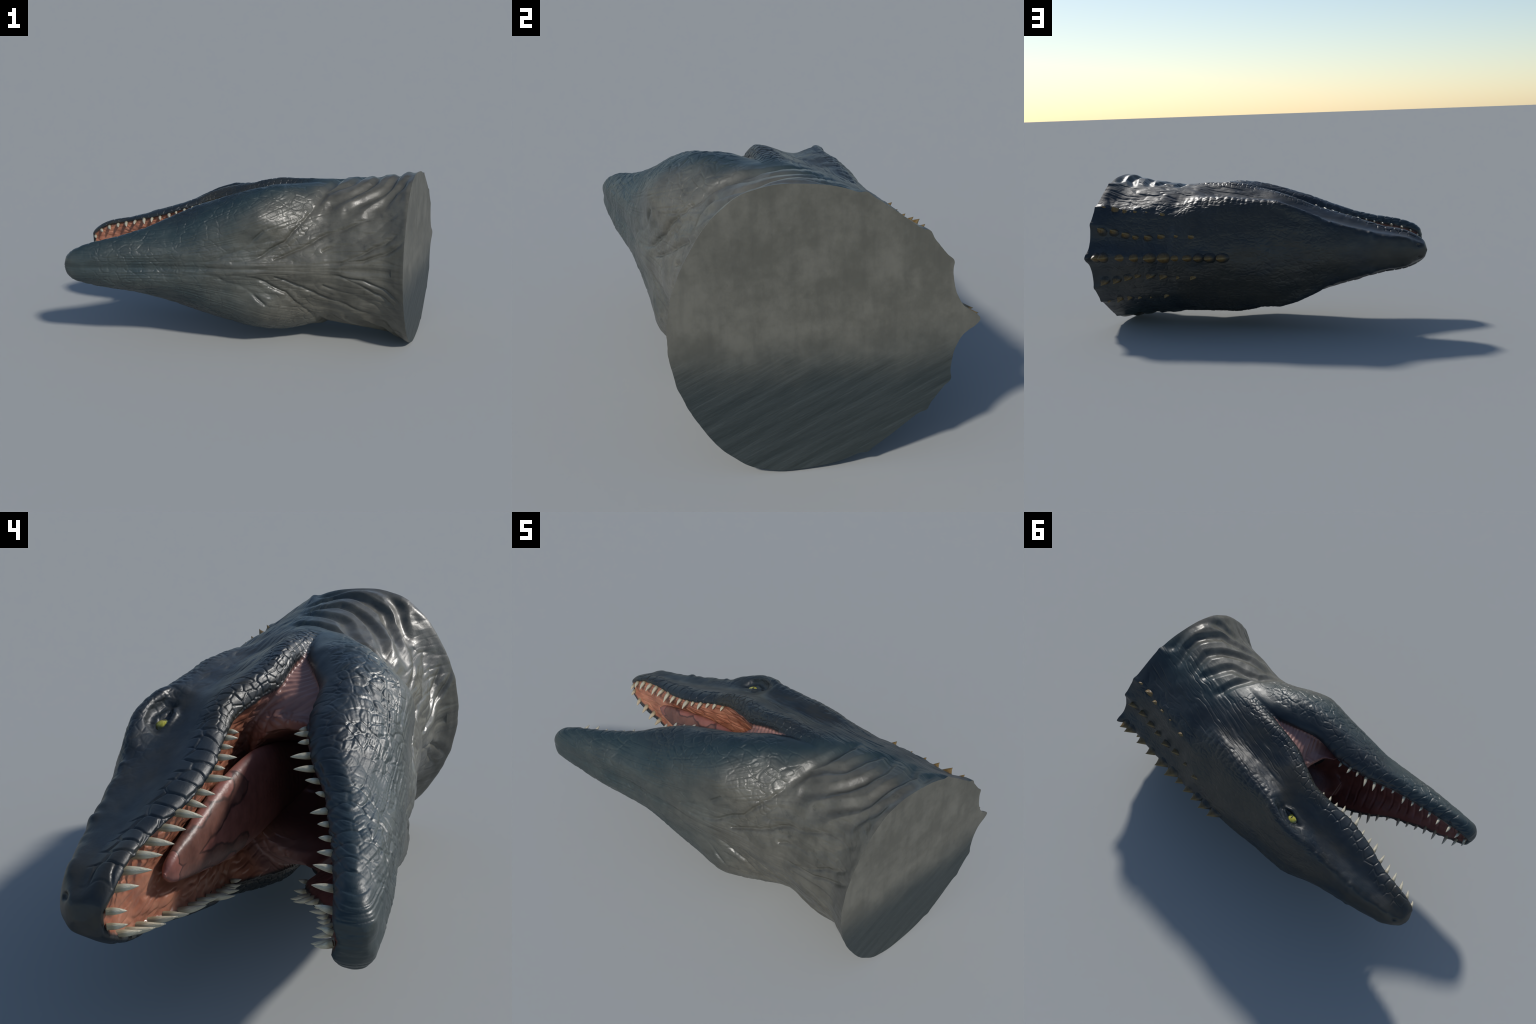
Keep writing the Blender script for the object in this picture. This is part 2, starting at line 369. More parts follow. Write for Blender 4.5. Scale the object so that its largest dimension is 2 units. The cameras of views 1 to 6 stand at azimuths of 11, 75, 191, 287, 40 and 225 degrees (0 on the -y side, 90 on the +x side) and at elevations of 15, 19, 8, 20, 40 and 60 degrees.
def detail(v, n):
    x, y, s = v[:, 0], v[:, 1], v[:, 2] - ZC
    h = np.abs(s)
    q = np.stack([x, y, h], 1)
    inside = lining_mask(v) | lining_mask(v - n * .004)
    U, L = lip_up(x), lip_low(x)
    mid = (U[:, 1] + L[:, 1]) / 2
    head = smoothstep(.40, .30, x)
    upper, lower = (y > mid) & ~inside, (y <= mid) & ~inside
    du = np.hypot(y - U[:, 1], h - U[:, 0]); dl = np.hypot(y - L[:, 1], h - L[:, 0])
    warp = np.stack([fbm(q * 14, 2, 40 + i) for i in range(3)], 1) * .008
    # slow unevenness everywhere
    d = .0030 * fbm(q * [7, 9, 9], 3, 1) * np.where(inside, .3, 1)

    # --- scales along the upper lip: big plates in front, cobbles towards the corner of the mouth
    def plates(dist, s0, width, rows, jit, seed):
        a = np.stack([s0 / width, dist / rows], 1)
        e, r = cells(a, jit, seed)
        return smoothstep(0.0, .22, e), r
    s0 = x + warp[:, 0]
    e, r = plates(du - .004 + warp[:, 1] * 1.2, s0 + warp[:, 2] * .7, .047, .058, .55, 3)
    front = smoothstep(-.20, -.36, x)
    m = smoothstep(.098, .072, du) * front * smoothstep(-.97, -.90, x)
    d += np.where(upper, m * (.0038 * (e - .85) + .0015 * (r - .5)), 0)
    e, r = plates(du + warp[:, 1], s0, .030, .026, .7, 5)
    m = smoothstep(.115, .07, du) * smoothstep(-.38, -.24, x) * smoothstep(.44, .34, x)
    d += np.where(upper, m * (.0030 * (e - .8) + .0012 * (r - .5)), 0)
    # --- bands across the lower lip
    e, r = plates(dl + warp[:, 1], s0 + .25 * dl + warp[:, 2], .050, .085, .5, 7)
    m = smoothstep(.090, .05, dl) * smoothstep(-.02, -.18, x) * smoothstep(-.90, -.80, x)
    d += np.where(lower, m * (.0026 * (e - .85) + .0022 * np.cos((x + .02) / .047 * 2 * np.pi) * smoothstep(.05, .01, dl)), 0)
    # --- cracked hide on the outside of the lower jaw
    m = smoothstep(.045, .09, dl) * smoothstep(-.90, -.70, x) * smoothstep(.46, .34, x) * smoothstep(-.47, -.36, y - .12 * np.clip(x, -1, .3))
    m *= .35 + .65 * smoothstep(-.5, .2, fbm(q * 5, 2, 15) + .3)
    k = np.flatnonzero(lower & (m > 0))
    e, r = cells((q + warp * 1.6)[k] / [.056, .044, .044], .95, 11)
    e2, r2 = cells((q + warp * 1.5)[k] / .024, .95, 13)
    d[k] += m[k] * (.0025 * (smoothstep(0, .22, e) - .85) + .0009 * (smoothstep(0, .5, e2) - .5) + .0010 * (r - .5))
    # --- fine long creases on the side of skull and nape
    m = smoothstep(.0, .12, y - mid) * smoothstep(-.15, .05, x) * smoothstep(.36, .26, y) * smoothstep(.12, .22, h)
    for f, sd, amp in ((46, 21, .0026), (85, 22, .0012)):
        w = noise(np.stack([x * f * .13, (y + .16 * x + .2 * h + warp[:, 1] * .8) * f, h * f * .12], 1), sd)
        d += np.where(~inside, m * amp * (np.minimum(np.abs(w) * 3.2, 1) - .8), 0)
    # --- snout: bumps along the ridge, faint grain of the roof
    dr = curve_distance(RIDGE, q); dc = curve_distance(CREST, q)
    bump = fbm(np.stack([x * 18, y * 5, h * 5], 1), 2, 31)
    d += np.where(upper, .010 * np.exp(-(dr / .022) ** 2) * (bump + .15), 0)
    knob = np.abs(np.sin((x + .012 * bump) / .045 * np.pi))
    d += np.where(upper, np.exp(-(dc / .020) ** 2) * (.0045 * knob - .0005) * (.7 + .6 * bump), 0)
    d += np.where(upper,   .0022 * np.exp(-((dc - .028) / .014) ** 2) * (np.abs(np.sin((x + .02) / .032 * np.pi)) - .6), 0)
    # --- hide of the back: low lumps and small long scales
    m = np.where(~inside, smoothstep(.20, .30, y) * smoothstep(-.75, -.30, x), 0)
    k = np.flatnonzero(m > 0)
    e, r = cells((q + warp)[k] / [.040, .022, .022], .95, 91)
    d[k] += m[k] * (.0013 * (smoothstep(0, .35, e) - .7) + .0008 * (r - .5) + .0045 * fbm(q[k] * [4, 9, 11], 2, 93))
    # --- heavy folds on the sides of the neck
    xy = np.stack([x + .006 * fbm(q * 7, 2, 51), y + .006 * fbm(q * 7, 2, 52)], 1)
    df = np.minimum.reduce([curve_distance(c, xy) for c in FOLDS])
    m = smoothstep(.34, .42, x) * smoothstep(.13, .03, y) * smoothstep(-.37, -.27, y) * smoothstep(.10, .22, h)
    prof = smoothstep(0, .040, df)
    d += np.where(~inside, m * (.020 * prof - .013) * (.75 + .35 * fbm(q * 6, 1, 53)), 0)
    m = smoothstep(.32, .42, x) * smoothstep(.03, -.06, y) * smoothstep(-.40, -.25, y)
    d += np.where(~inside, .0020 * m * fbm(q * [14, 22, 22], 2, 55), 0)
    # --- throat: long sagging creases that fan out towards the cut
    xh = np.stack([x, h + .010 * fbm(q * 9, 2, 57)], 1)
    dt = np.minimum.reduce([curve_distance(c, xh) for c in THROAT_CREASES])
    m = smoothstep(-.22, -.32, y)
    soft = .25 + .9 * smoothstep(-.35, .35, fbm(q * [5, 8, 8], 2, 58))
    d += np.where(~inside, m * soft * (-.006 * np.exp(-(dt / .008) ** 2) + .0045 * np.exp(-((dt - .022) / .022) ** 2)), 0)
    fan = h / (.10 + .30 * smoothstep(-.5, .9, x))
    w = noise(np.stack([x * 4 + 2 * fan, fan * 13, y * 3], 1), 61); w2 = noise(np.stack([x * 9 + 3 * fan, fan * 30, y * 6], 1), 62)
    d += np.where(~inside, m * (.0020 * (np.minimum(np.abs(w) * 2.0, 1) - .7) + .0007 * (np.minimum(np.abs(w2) * 2.5, 1) - .7)), 0)
    d += np.where(~inside, -.0045 * np.exp(-(h / .014) ** 2) * smoothstep(-.36, -.42, y) * (x < .8), 0)      # groove under the chin

    d *= .25 + .75 * smoothstep(0, .07, .934 + .145 * y - x)         # calmer towards the cut
    # --- the skin swells round every spike
    for row, sizes in ((ROW_MID, SIZE_MID), (ROW_IN, SIZE_IN), (ROW_OUT, SIZE_OUT)):
        for p, w in zip(row, sizes):
            c = np.array([p[0] - .012, p[1] - .5 * w, p[2] if len(p) > 2 else 0])
            k = np.flatnonzero(np.abs(x - c[0]) < .09)
            g = np.linalg.norm(q[k] - c, axis=1) / (w * .75)
            d[k] += np.where(inside[k], 0, w * .12 * np.exp(-g ** 2))
    d += np.where(~inside, .004 * np.exp(-(h / .022) ** 2) * smoothstep(.12, .22, x) * (y > .3), 0)      # low keel between the spikes
    rim = smoothstep(.10, .0, .934 + .145 * y - x)
    d += rim * .003 * fbm(q * 11, 2, 81)
    for yy, hh in ((.352, .190), (.284, .284), (.10, .41)):
        d += rim * .010 * np.exp(-((y - yy) / .018) ** 2 - ((h - hh) / .018) ** 2)
    k = (np.abs(x - 1.0) < .12) & (y > .3)
    d += np.where(k, .034 * np.exp(-((x - 1.0) / .030) ** 2 - (np.abs(h) / .026) ** 1.4), 0)
    # --- inside of the mouth
    palate, floor_ = inside & (y > mid) & (x < -.04), inside & (y <= mid) & (x < -.04)
    gum = smoothstep(.0, .02, np.minimum(du, dl))
    k = np.flatnonzero(palate)
    e, r = cells((q + warp * 1.2)[k] / [.090, .034, .026], .9, 71)
    d[k] += gum[k] * (.0035 * (smoothstep(0, .4, e) - .7) + .0025 * fbm(q[k] * 16, 2, 72))
    w = np.sin((x + .35 * h + .008 * fbm(q * 9, 2, 73)) / .052 * np.pi)
    d += np.where(floor_, gum * smoothstep(-.12, -.26, x) * (.0030 * smoothstep(.02, .08, dl) * (np.minimum(np.abs(w) * 1.6, 1) - .8) + .003 * fbm(q * [14, 8, 8], 2, 74)), 0)
    w = np.sin((x + .5 * y + .004 * fbm(q * 12, 2, 75)) / .021 * 2 * np.pi)
    d += np.where(inside & (x >= -.04), gum * smoothstep(.19, .23, h) * (.0016 * w + .001 * fbm(q * 30, 2, 76)), 0)
    return d
# --- DETAIL END

def build_body():
    half = body_field()
    full = np.concatenate([half[:, :, :0:-1], half], axis=2)
    origin = np.array([xs[0], ys[0], -hs[-1] + ZC])
    verts, faces = surface_nets(full, origin, CELL)
    verts = laplacian(verts, faces, 4)
    me = mesh_from('body', verts, faces)
    ob = bpy.data.objects.new('body', me); bpy.context.collection.objects.link(ob)
    sub = ob.modifiers.new('s', 'SUBSURF'); sub.levels = 1; sub.render_levels = 1; sub.use_limit_surface = False
    dg = bpy.context.evaluated_depsgraph_get()
    fine = bpy.data.meshes.new_from_object(ob.evaluated_get(dg))
    bpy.data.objects.remove(ob)
    v, n = arrays(fine)
    key = np.round(np.c_[v[:, :2], np.abs(v[:, 2] - ZC)] * 2e4).astype(np.int64)          # both halves share one relief
    key = (key[:, 0] + 40000) * (1 << 40) + (key[:, 1] + 40000) * (1 << 20) + key[:, 2]
    _, first, back = np.unique(key, return_index=True, return_inverse=True)
    v = v + n * detail(v[first], n[first])[back][:, None]
    fine.vertices.foreach_set('co', v.astype(np.float32).ravel()); fine.update()
    bm = bmesh.new(); bm.from_mesh(fine)
    geom = bm.verts[:] + bm.edges[:] + bm.faces[:]
    bmesh.ops.bisect_plane(bm, geom=geom, plane_co=(.934, 0, ZC), plane_no=(1, -.145, 0), clear_outer=True)
    bm.to_mesh(fine); bm.free(); fine.update()
    return fine

# ---------------------------------------------------------------- materials
def material(name, color, rough=.5):
    m = bpy.data.materials.new(name); m.use_nodes = True
    b = m.node_tree.nodes['Principled BSDF']
    b.inputs['Base Color'].default_value = (*color, 1); b.inputs['Roughness'].default_value = rough
    return m

# --- MATERIALS
class Nodes:
    """small helper to write node trees as expressions"""
    def __init__(self, name):
        self.mat = bpy.data.materials.new(name); self.mat.use_nodes = True
        self.t = self.mat.node_tree; self.bsdf = self.t.nodes['Principled BSDF']
        co = self.t.nodes.new('ShaderNodeTexCoord'); self.obj = co.outputs['Object']
    def link(self, sock, val):
        if hasattr(val, 'is_output') or isinstance(val, bpy.types.NodeSocket): self.t.links.new(val, sock)
        elif val is not None:
            sock.default_value = (*val, 1) if isinstance(val, tuple) and len(val) == 3 and sock.type == 'RGBA' else val
    def m(self, op, a, b=None, c=None, clamp=False):
        n = self.t.nodes.new('ShaderNodeMath'); n.operation = op; n.use_clamp = clamp
        for s, v in zip(n.inputs, (a, b, c)): self.link(s, v)
        return n.outputs[0]
    def xyz(self, v=None):
        n = self.t.nodes.new('ShaderNodeSeparateXYZ'); self.link(n.inputs[0], v or self.obj); return n.outputs
    def vec(self, x, y, z):
        n = self.t.nodes.new('ShaderNodeCombineXYZ')
        for s, v in zip(n.inputs, (x, y, z)): self.link(s, v)
        return n.outputs[0]
    def noise(self, scale, detail=3, vec=None, rough=.5, dist=0):
        n = self.t.nodes.new('ShaderNodeTexNoise'); self.link(n.inputs['Vector'], vec or self.obj)
        n.inputs['Scale'].default_value = scale; n.inputs['Detail'].default_value = detail
        n.inputs['Roughness'].default_value = rough; n.inputs['Distortion'].default_value = dist
        return n.outputs['Fac']
    def voronoi(self, scale, vec=None, feature='DISTANCE_TO_EDGE', out='Distance'):
        n = self.t.nodes.new('ShaderNodeTexVoronoi'); n.feature = feature; self.link(n.inputs['Vector'], vec or self.obj)
        n.inputs['Scale'].default_value = scale; return n.outputs[out]
    def map(self, v, a, b, c=0., d=1., smooth=True):
        n = self.t.nodes.new('ShaderNodeMapRange'); n.interpolation_type = 'SMOOTHSTEP' if smooth else 'LINEAR'
        for s, w in zip(n.inputs, (v, a, b, c, d)): self.link(s, w)
        return n.outputs[0]
    def mix(self, f, a, b, blend='MIX'):
        n = self.t.nodes.new('ShaderNodeMix'); n.data_type = 'RGBA'; n.blend_type = blend
        self.link(n.inputs[0], f); self.link(n.inputs[6], a); self.link(n.inputs[7], b); return n.outputs[2]
    def curve(self, v, pts, lo, hi):
        """piecewise curve: v in lo..hi -> value; pts (x, value 0..1)"""
        n = self.t.nodes.new('ShaderNodeFloatCurve'); c = n.mapping.curves[0]
        while len(c.points) > 2: c.points.remove(c.points[1])
        P = [((x - lo) / (hi - lo), y) for x, y in pts]
        c.points[0].location, c.points[1].location = P[0], P[-1]
        for p in P[1:-1]: c.points.new(*p)
        n.mapping.update(); self.link(n.inputs['Value'], self.map(v, lo, hi, 0., 1., False)); return n.outputs[0]
    def bump(self, height, strength, dist):
        n = self.t.nodes.new('ShaderNodeBump'); n.inputs['Strength'].default_value = strength; n.inputs['Distance'].default_value = dist
        self.link(n.inputs['Height'], height); return n.outputs[0]
    def done(self, color, rough, normal=None, **kw):
        self.link(self.bsdf.inputs['Base Color'], color); self.link(self.bsdf.inputs['Roughness'], rough)
        if normal is not None: self.link(self.bsdf.inputs['Normal'], normal)
        for k, v in kw.items(): self.link(self.bsdf.inputs[k.replace('_', ' ')], v)
        return self.mat

def skin_material():
    N = Nodes('reptile_skin')
    x, y, z = N.xyz()
    h = N.m('ABSOLUTE', N.m('SUBTRACT', z, ZC))
    half = N.vec(x, y, h)
    # pale belly: below a line that climbs from the chin to the side of the neck
    line = N.curve(x, [(-1, 0), (-.8, .02), (-.5, .05), (-.25, .085), (0, .17), (.2, .30), (.36, .485), (.46, .62), (.60, .70), (.80, .72), (1, .70)], -1, 1)
    line = N.m('MULTIPLY_ADD', line, .72, -.50)
    wob = N.m('MULTIPLY_ADD', N.noise(5, 4, half), .16, -.08)
    t = N.m('SUBTRACT', N.m('ADD', y, wob), line)
    pale = N.map(t, -.15, .09, 1., 0.)
    teal = N.map(t, .0, .22, 1., 0.)
    back = N.map(t, .22, .50)
    streak = N.noise(3.2, 5, N.vec(N.m('MULTIPLY', x, .45), y, h), .62)
    n1, n2 = N.noise(9, 6, half, .6), N.noise(34, 4, half, .6)
    navy = N.mix(N.map(n1, .35, .65), NAVY_A, NAVY_B)
    brown = N.mix(N.map(n1, .3, .7), BROWN_A, BROWN_B)
    dark = N.mix(N.m('MULTIPLY', N.map(streak, .42, .56), N.map(t, .12, .45)), navy, brown)
    dark = N.mix(N.m('MULTIPLY', teal, .85), dark, N.mix(N.map(n1, .3, .7), TEAL_A, TEAL_B))
    grey = N.mix(N.map(n1, .32, .68), PALE_A, PALE_B)
    grey = N.mix(N.m('MULTIPLY', N.map(N.noise(16, 5, half, .7), .58, .70), .45), grey, (.032, .032, .027))
    col = N.mix(pale, dark, grey)
    col = N.mix(N.m('MULTIPLY', N.map(n2, .45, .75), .35), col, N.mix(.5, col, (.010, .012, .014)))
    fine = N.noise(110, 5, half, .65)
    grain = N.noise(1, 3, N.vec(N.m('MULTIPLY', x, 30), N.m('MULTIPLY', y, 120), N.m('MULTIPLY', h, 120)))
    hgt = N.m('ADD', N.m('MULTIPLY', fine, .6), N.m('MULTIPLY', grain, .6))
    rough = N.m('SUBTRACT', N.map(N.noise(12, 4, half), .3, .7, .36, .50), N.m('MULTIPLY', pale, .07))
    return N.done(col, rough, N.bump(hgt, .22, .0035), Specular_IOR_Level=.55)

NAVY_A, NAVY_B = (.0105, .0160, .0215), (.0165, .0240, .0290)
BROWN_A, BROWN_B = (.0230, .0240, .0210), (.0350, .0330, .0255)
TEAL_A, TEAL_B = (.0140, .0350, .0420), (.0230, .0440, .0480)
PALE_A, PALE_B = (.072, .069, .056), (.115, .110, .090)

def lining_material():
    N = Nodes('mouth_flesh')
    x, y, z = N.xyz(); h = N.m('ABSOLUTE', N.m('SUBTRACT', z, ZC)); half = N.vec(x, y, h)
    n = N.noise(14, 5, half, .6)
    pal = N.mix(N.map(n, .3, .7), (.30, .110, .065), (.44, .190, .115))
    flo = N.mix(N.map(n, .3, .7), (.140, .052, .043), (.205, .082, .067))  # floor flesh darkened: shade of the side turned from the sun, in the colour
    mem = N.mix(N.map(N.noise(1, 3, N.vec(N.m('MULTIPLY', N.m('MULTIPLY_ADD', y, .5, x), 60), N.m('MULTIPLY', y, 6), N.m('MULTIPLY', h, 6))), .35, .65), (.27, .140, .120), (.37, .200, .165))
    split = N.curve(x, [(-1, .28), (-.5, .42), (-.25, .50), (0, .52), (.3, .55)], -1, .3)     # height of the gap between the jaws
    split = N.m('MULTIPLY_ADD', split, 1., -.60)
    col = N.mix(N.map(N.m('SUBTRACT', y, split), -.03, .03), flo, pal)
    col = N.mix(N.m('MULTIPLY', N.map(x, -.13, -.05), N.map(h, .14, .22)), col, mem)
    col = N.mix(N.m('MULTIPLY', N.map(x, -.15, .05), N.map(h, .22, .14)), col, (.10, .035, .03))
    def lip(table, i):         # dark rim that follows the lip
        st = sorted(table)
        ly = N.curve(x, [(k, table[k][i][1] + .5) for k in st], st[0], st[-1])
        lh = N.curve(x, [(k, table[k][i][0]) for k in st], st[0], st[-1])
        a, b = N.m('SUBTRACT', N.m('ADD', y, .5), ly), N.m('SUBTRACT', h, lh)
        return N.m('SQRT', N.m('ADD', N.m('MULTIPLY', a, a), N.m('MULTIPLY', b, b)))
    d = N.m('ADD', N.m('MINIMUM', lip(SKULL, 6), lip(JAW, 5)), N.m('MULTIPLY_ADD', N.noise(30, 3, half), .012, -.006))
    col = N.mix(N.map(d, .022, .008), col, (.020, .022, .024))
    hgt = N.m('ADD', N.m('MULTIPLY', N.noise(60, 4, half), .5), N.noise(24, 3, half))
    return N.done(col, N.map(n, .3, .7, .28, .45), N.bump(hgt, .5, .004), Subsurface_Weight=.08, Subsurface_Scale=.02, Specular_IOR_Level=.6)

def cap_material():
    N = Nodes('cut_neck')
    x, y, z = N.xyz()
    wob = N.m('MULTIPLY_ADD', N.noise(7, 4), .10, -.05)
    st = N.noise(1, 5, N.vec(N.m('MULTIPLY', y, 38), N.m('MULTIPLY', z, 5), 0.))
    blot = N.noise(7.5, 6, None, .66)
    pale = N.mix(N.map(blot, .35, .68), (.086, .084, .069), (.132, .128, .107))
    pale = N.mix(N.m('MULTIPLY', N.map(st, .45, .7), .22), pale, (.055, .054, .046))
    low = N.m('ADD', z, wob)
    diag = N.noise(1, 4, N.vec(N.m('MULTIPLY', N.m('MULTIPLY_ADD', y, -.5, z), 30), N.m('MULTIPLY', N.m('MULTIPLY_ADD', z, .5, y), 3), 0.))
    blue = N.mix(N.map(diag, .3, .7), (.017, .025, .026), (.030, .039, .040))
    col = N.mix(N.map(low, .26, .50), blue, pale)
    hgt = N.m('ADD', N.m('MULTIPLY', diag, N.map(low, .42, .34)), N.m('MULTIPLY', N.noise(40, 4), .2))
    return N.done(col, .5, N.bump(hgt, .5, .012))

def tooth_material():
    N = Nodes('tooth_ivory')
    x, y, z = N.xyz()
    n = N.noise(3, 4)
    st = N.noise(1, 3, N.vec(N.m('MULTIPLY', x, 4), N.m('MULTIPLY', y, 4), N.m('MULTIPLY', z, 1.2)))
    col = N.mix(N.map(n, .3, .7), (.46, .42, .30), (.60, .55, .42))
    col = N.mix(N.m('MULTIPLY', N.map(z, .40, -.02), .75), col, (.22, .17, .09))
    return N.done(col, .32, N.bump(st, .25, .05))

def tongue_material():
    N = Nodes('tongue_flesh')
    x, y, z = N.xyz(); h = N.m('ABSOLUTE', N.m('SUBTRACT', z, ZC)); half = N.vec(x, y, h)
    n = N.noise(16, 5, half, .6)
    base = N.mix(N.map(n, .3, .7), (.20, .075, .060), (.30, .120, .095))
    # brown blotch with a dark outline along each side
    d = N.m('ADD', N.m('ABSOLUTE', N.m('SUBTRACT', h, N.map(x, -.70, -.30, .012, .085, False))), N.m('MULTIPLY_ADD', N.noise(7, 3, half), .10, -.05))
    d = N.m('ADD', d, N.map(x, -.30, -.20, 0., .06)); d = N.m('ADD', d, N.map(x, -.66, -.70, 0., .05))
    blot = N.map(d, .034, .026); line = N.m('MULTIPLY', N.map(d, .040, .034), N.map(d, .026, .032))
    col = N.mix(N.m('MULTIPLY', blot, .75), base, N.mix(N.map(n, .3, .7), (.085, .042, .032), (.16, .080, .060)))
    col = N.mix(N.m('MULTIPLY', line, .8), col, (.035, .022, .02))
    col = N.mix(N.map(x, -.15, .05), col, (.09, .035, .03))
    wr = N.noise(1, 4, N.vec(N.m('MULTIPLY', x, 55), N.m('MULTIPLY', y, 12), N.m('MULTIPLY', h, 12)))
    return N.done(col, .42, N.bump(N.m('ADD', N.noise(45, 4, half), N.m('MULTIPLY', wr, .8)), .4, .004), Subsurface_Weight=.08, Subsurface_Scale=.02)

def horn_material():
    N = Nodes('horn')
    x, y, z = N.xyz()
    n = N.noise(4, 4)
    col = N.mix(N.map(n, .3, .7), (.100, .058, .014), (.170, .105, .028))
    keel = N.map(N.m('ABSOLUTE', y), .12, .0)
    col = N.mix(N.m('MULTIPLY', keel, .5), col, (.24, .17, .07))
    col = N.mix(N.map(z, .52, .10), col, (.022, .023, .021))
    return N.done(col, .42, N.bump(n, .15, .05))

def eye_material():
    N = Nodes('eye_yellow')
    x, y, z = N.xyz()
    # iris looks along local z; slit pupil along local y
    ax = N.m('ABSOLUTE', x); r = N.m('SQRT', N.m('ADD', N.m('MULTIPLY', x, x), N.m('MULTIPLY', y, y)))
    ang = N.m('ARCTAN2', y, x)
    ray = N.noise(1, 3, N.vec(N.m('MULTIPLY', ang, 5), N.m('MULTIPLY', r, 60), 0.))
    col = N.mix(N.map(ray, .3, .7), (.42, .36, .02), (.66, .60, .10))
    slit = N.m('ADD', N.m('MULTIPLY', ax, 3.2), N.m('ABSOLUTE', y))
    col = N.mix(N.map(slit, .011, .014, 1., 0.), col, (.01, .01, .008))
    col = N.mix(N.map(r, .022, .030), col, (.10, .085, .02))
    return N.done(col, .08, None, Coat_Weight=.6)

skin, lining_mat, cap_mat = skin_material(), lining_material(), cap_material()
tooth_mat, tongue_mat, spike_mat, eye_mat = tooth_material(), tongue_material(), horn_material(), eye_material()
# --- MATERIALS END

root = bpy.data.objects.new('sea_reptile_head', None)
root.empty_display_size = .2
bpy.context.collection.objects.link(root)
root['label'] = 'severed head of a huge open-mouthed marine reptile'
root['category'] = 'reptile head'

def part(name, me, parent=root, mat=None):
    ob = bpy.data.objects.new(name, me)
    bpy.context.collection.objects.link(ob); ob.parent = parent
    if mat: me.materials.clear(); me.materials.append(mat)
    return ob

# --- split the body into named regions that share their border vertices
body = build_body()
V, N = arrays(body)
nl = len(body.loops)
loops = np.empty(nl, np.int32); body.loops.foreach_get('vertex_index', loops)
starts = np.empty(len(body.polygons), np.int32); body.polygons.foreach_get('loop_start', starts)
totals = np.empty(len(body.polygons), np.int32); body.polygons.foreach_get('loop_total', totals)
pc = np.empty(len(body.polygons) * 3, np.float32); body.polygons.foreach_get('center', pc); pc = pc.reshape(-1, 3)

lining = lining_mask(pc)
umid = (lip_up(pc[:, 0])[:, 1] + lip_low(pc[:, 0])[:, 1]) / 2
region = np.where(lining, 'mouth_lining', np.where(pc[:, 0] > .36, 'neck', np.where(pc[:, 1] > umid, 'upper_jaw', 'lower_jaw')))
for name in ('neck', 'upper_jaw', 'lower_jaw', 'mouth_lining'):
    sel = np.flatnonzero(region == name)
    li = np.concatenate([loops[s:s + t] for s, t in zip(starts[sel], totals[sel])])
    used, inv = np.unique(li, return_inverse=True)
    me = bpy.data.meshes.new(name)
    me.vertices.add(len(used)); me.vertices.foreach_set('co', V[used].astype(np.float32).ravel())
    me.loops.add(len(li)); me.loops.foreach_set('vertex_index', inv.astype(np.int32))
    me.polygons.add(len(sel)); me.polygons.foreach_set('loop_start', np.r_[0, np.cumsum(totals[sel])[:-1]].astype(np.int32))
    me.update(calc_edges=True); me.validate()
    me.polygons.foreach_set('use_smooth', np.ones(len(me.polygons), bool))
    me.normals_split_custom_set_from_vertices(N[used].tolist())
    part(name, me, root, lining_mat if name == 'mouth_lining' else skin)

# --- flat cut through the neck
bm = bmesh.new(); bm.from_mesh(body)
rim = [e for e in bm.edges if e.is_boundary and abs((e.verts[0].co.x - .934) - .145 * e.verts[0].co.y) < 1e-3]
cap = bmesh.new(); vm = {}
for e in rim:
    for q in e.verts:
        if q not in vm: vm[q] = cap.verts.new(q.co)
for e in rim: cap.edges.new([vm[q] for q in e.verts])
bmesh.ops.contextual_create(cap, geom=cap.edges[:])
bmesh.ops.triangulate(cap, faces=cap.faces[:])
for f in cap.faces:
    if f.normal.x < 0: f.normal_flip()
me = bpy.data.meshes.new('neck_cut_face'); cap.to_mesh(me); cap.free(); bm.free()
part('neck_cut_face', me, root, cap_mat)
bpy.data.meshes.remove(body)

# ---------------------------------------------------------------- teeth
UP_TIP = [(-.254,.028,.228),(-.295,.017,.225),(-.340,.016,.213),(-.378,-.006,.198),(-.434,.009,.184),(-.466,-.023,.170),(-.531,.004,.147),
          (-.585,.008,.132),(-.626,.003,.122),(-.695,.024,.114),(-.746,.035,.096),(-.800,.044,.090),(-.851,.050,.074),(-.902,.062,.056),(-.950,.073,.015)]
UP_BASE = [(-.262,.052,.233),(-.309,.051,.229),(-.350,.046,.216),(-.397,.042,.201),(-.444,.034,.188),(-.487,.036,.173),(-.544,.046,.156),
           (-.594,.051,.145),(-.646,.061,.136),(-.706,.075,.119),(-.766,.091,.106),(-.820,.102,.093),(-.878,.109,.078),(-.926,.104,.057),(-.966,.107,.018)]
LOW_TIP = [(-.203,-.134,.233),(-.261,-.135,.239),(-.308,-.158,.230),(-.370,-.153,.210),(-.416,-.174,.193),(-.446,-.213,.177),(-.489,-.251,.162),
           (-.562,-.255,.135),(-.604,-.284,.126),(-.651,-.298,.112),(-.705,-.307,.099),(-.761,-.311,.092),(-.825,-.323,.073),(-.873,-.342,.049),(-.916,-.365,.020)]
LOW_BASE = [(-.200,-.155,.238),(-.256,-.166,.241),(-.300,-.180,.233),(-.346,-.198,.210),(-.392,-.219,.191),(-.435,-.243,.174),(-.485,-.270,.159),
            (-.542,-.297,.139),(-.596,-.309,.126),(-.647,-.324,.111),(-.693,-.343,.096),(-.750,-.355,.082),(-.816,-.368,.067),(-.871,-.380,.042),(-.914,-.388,.014)]

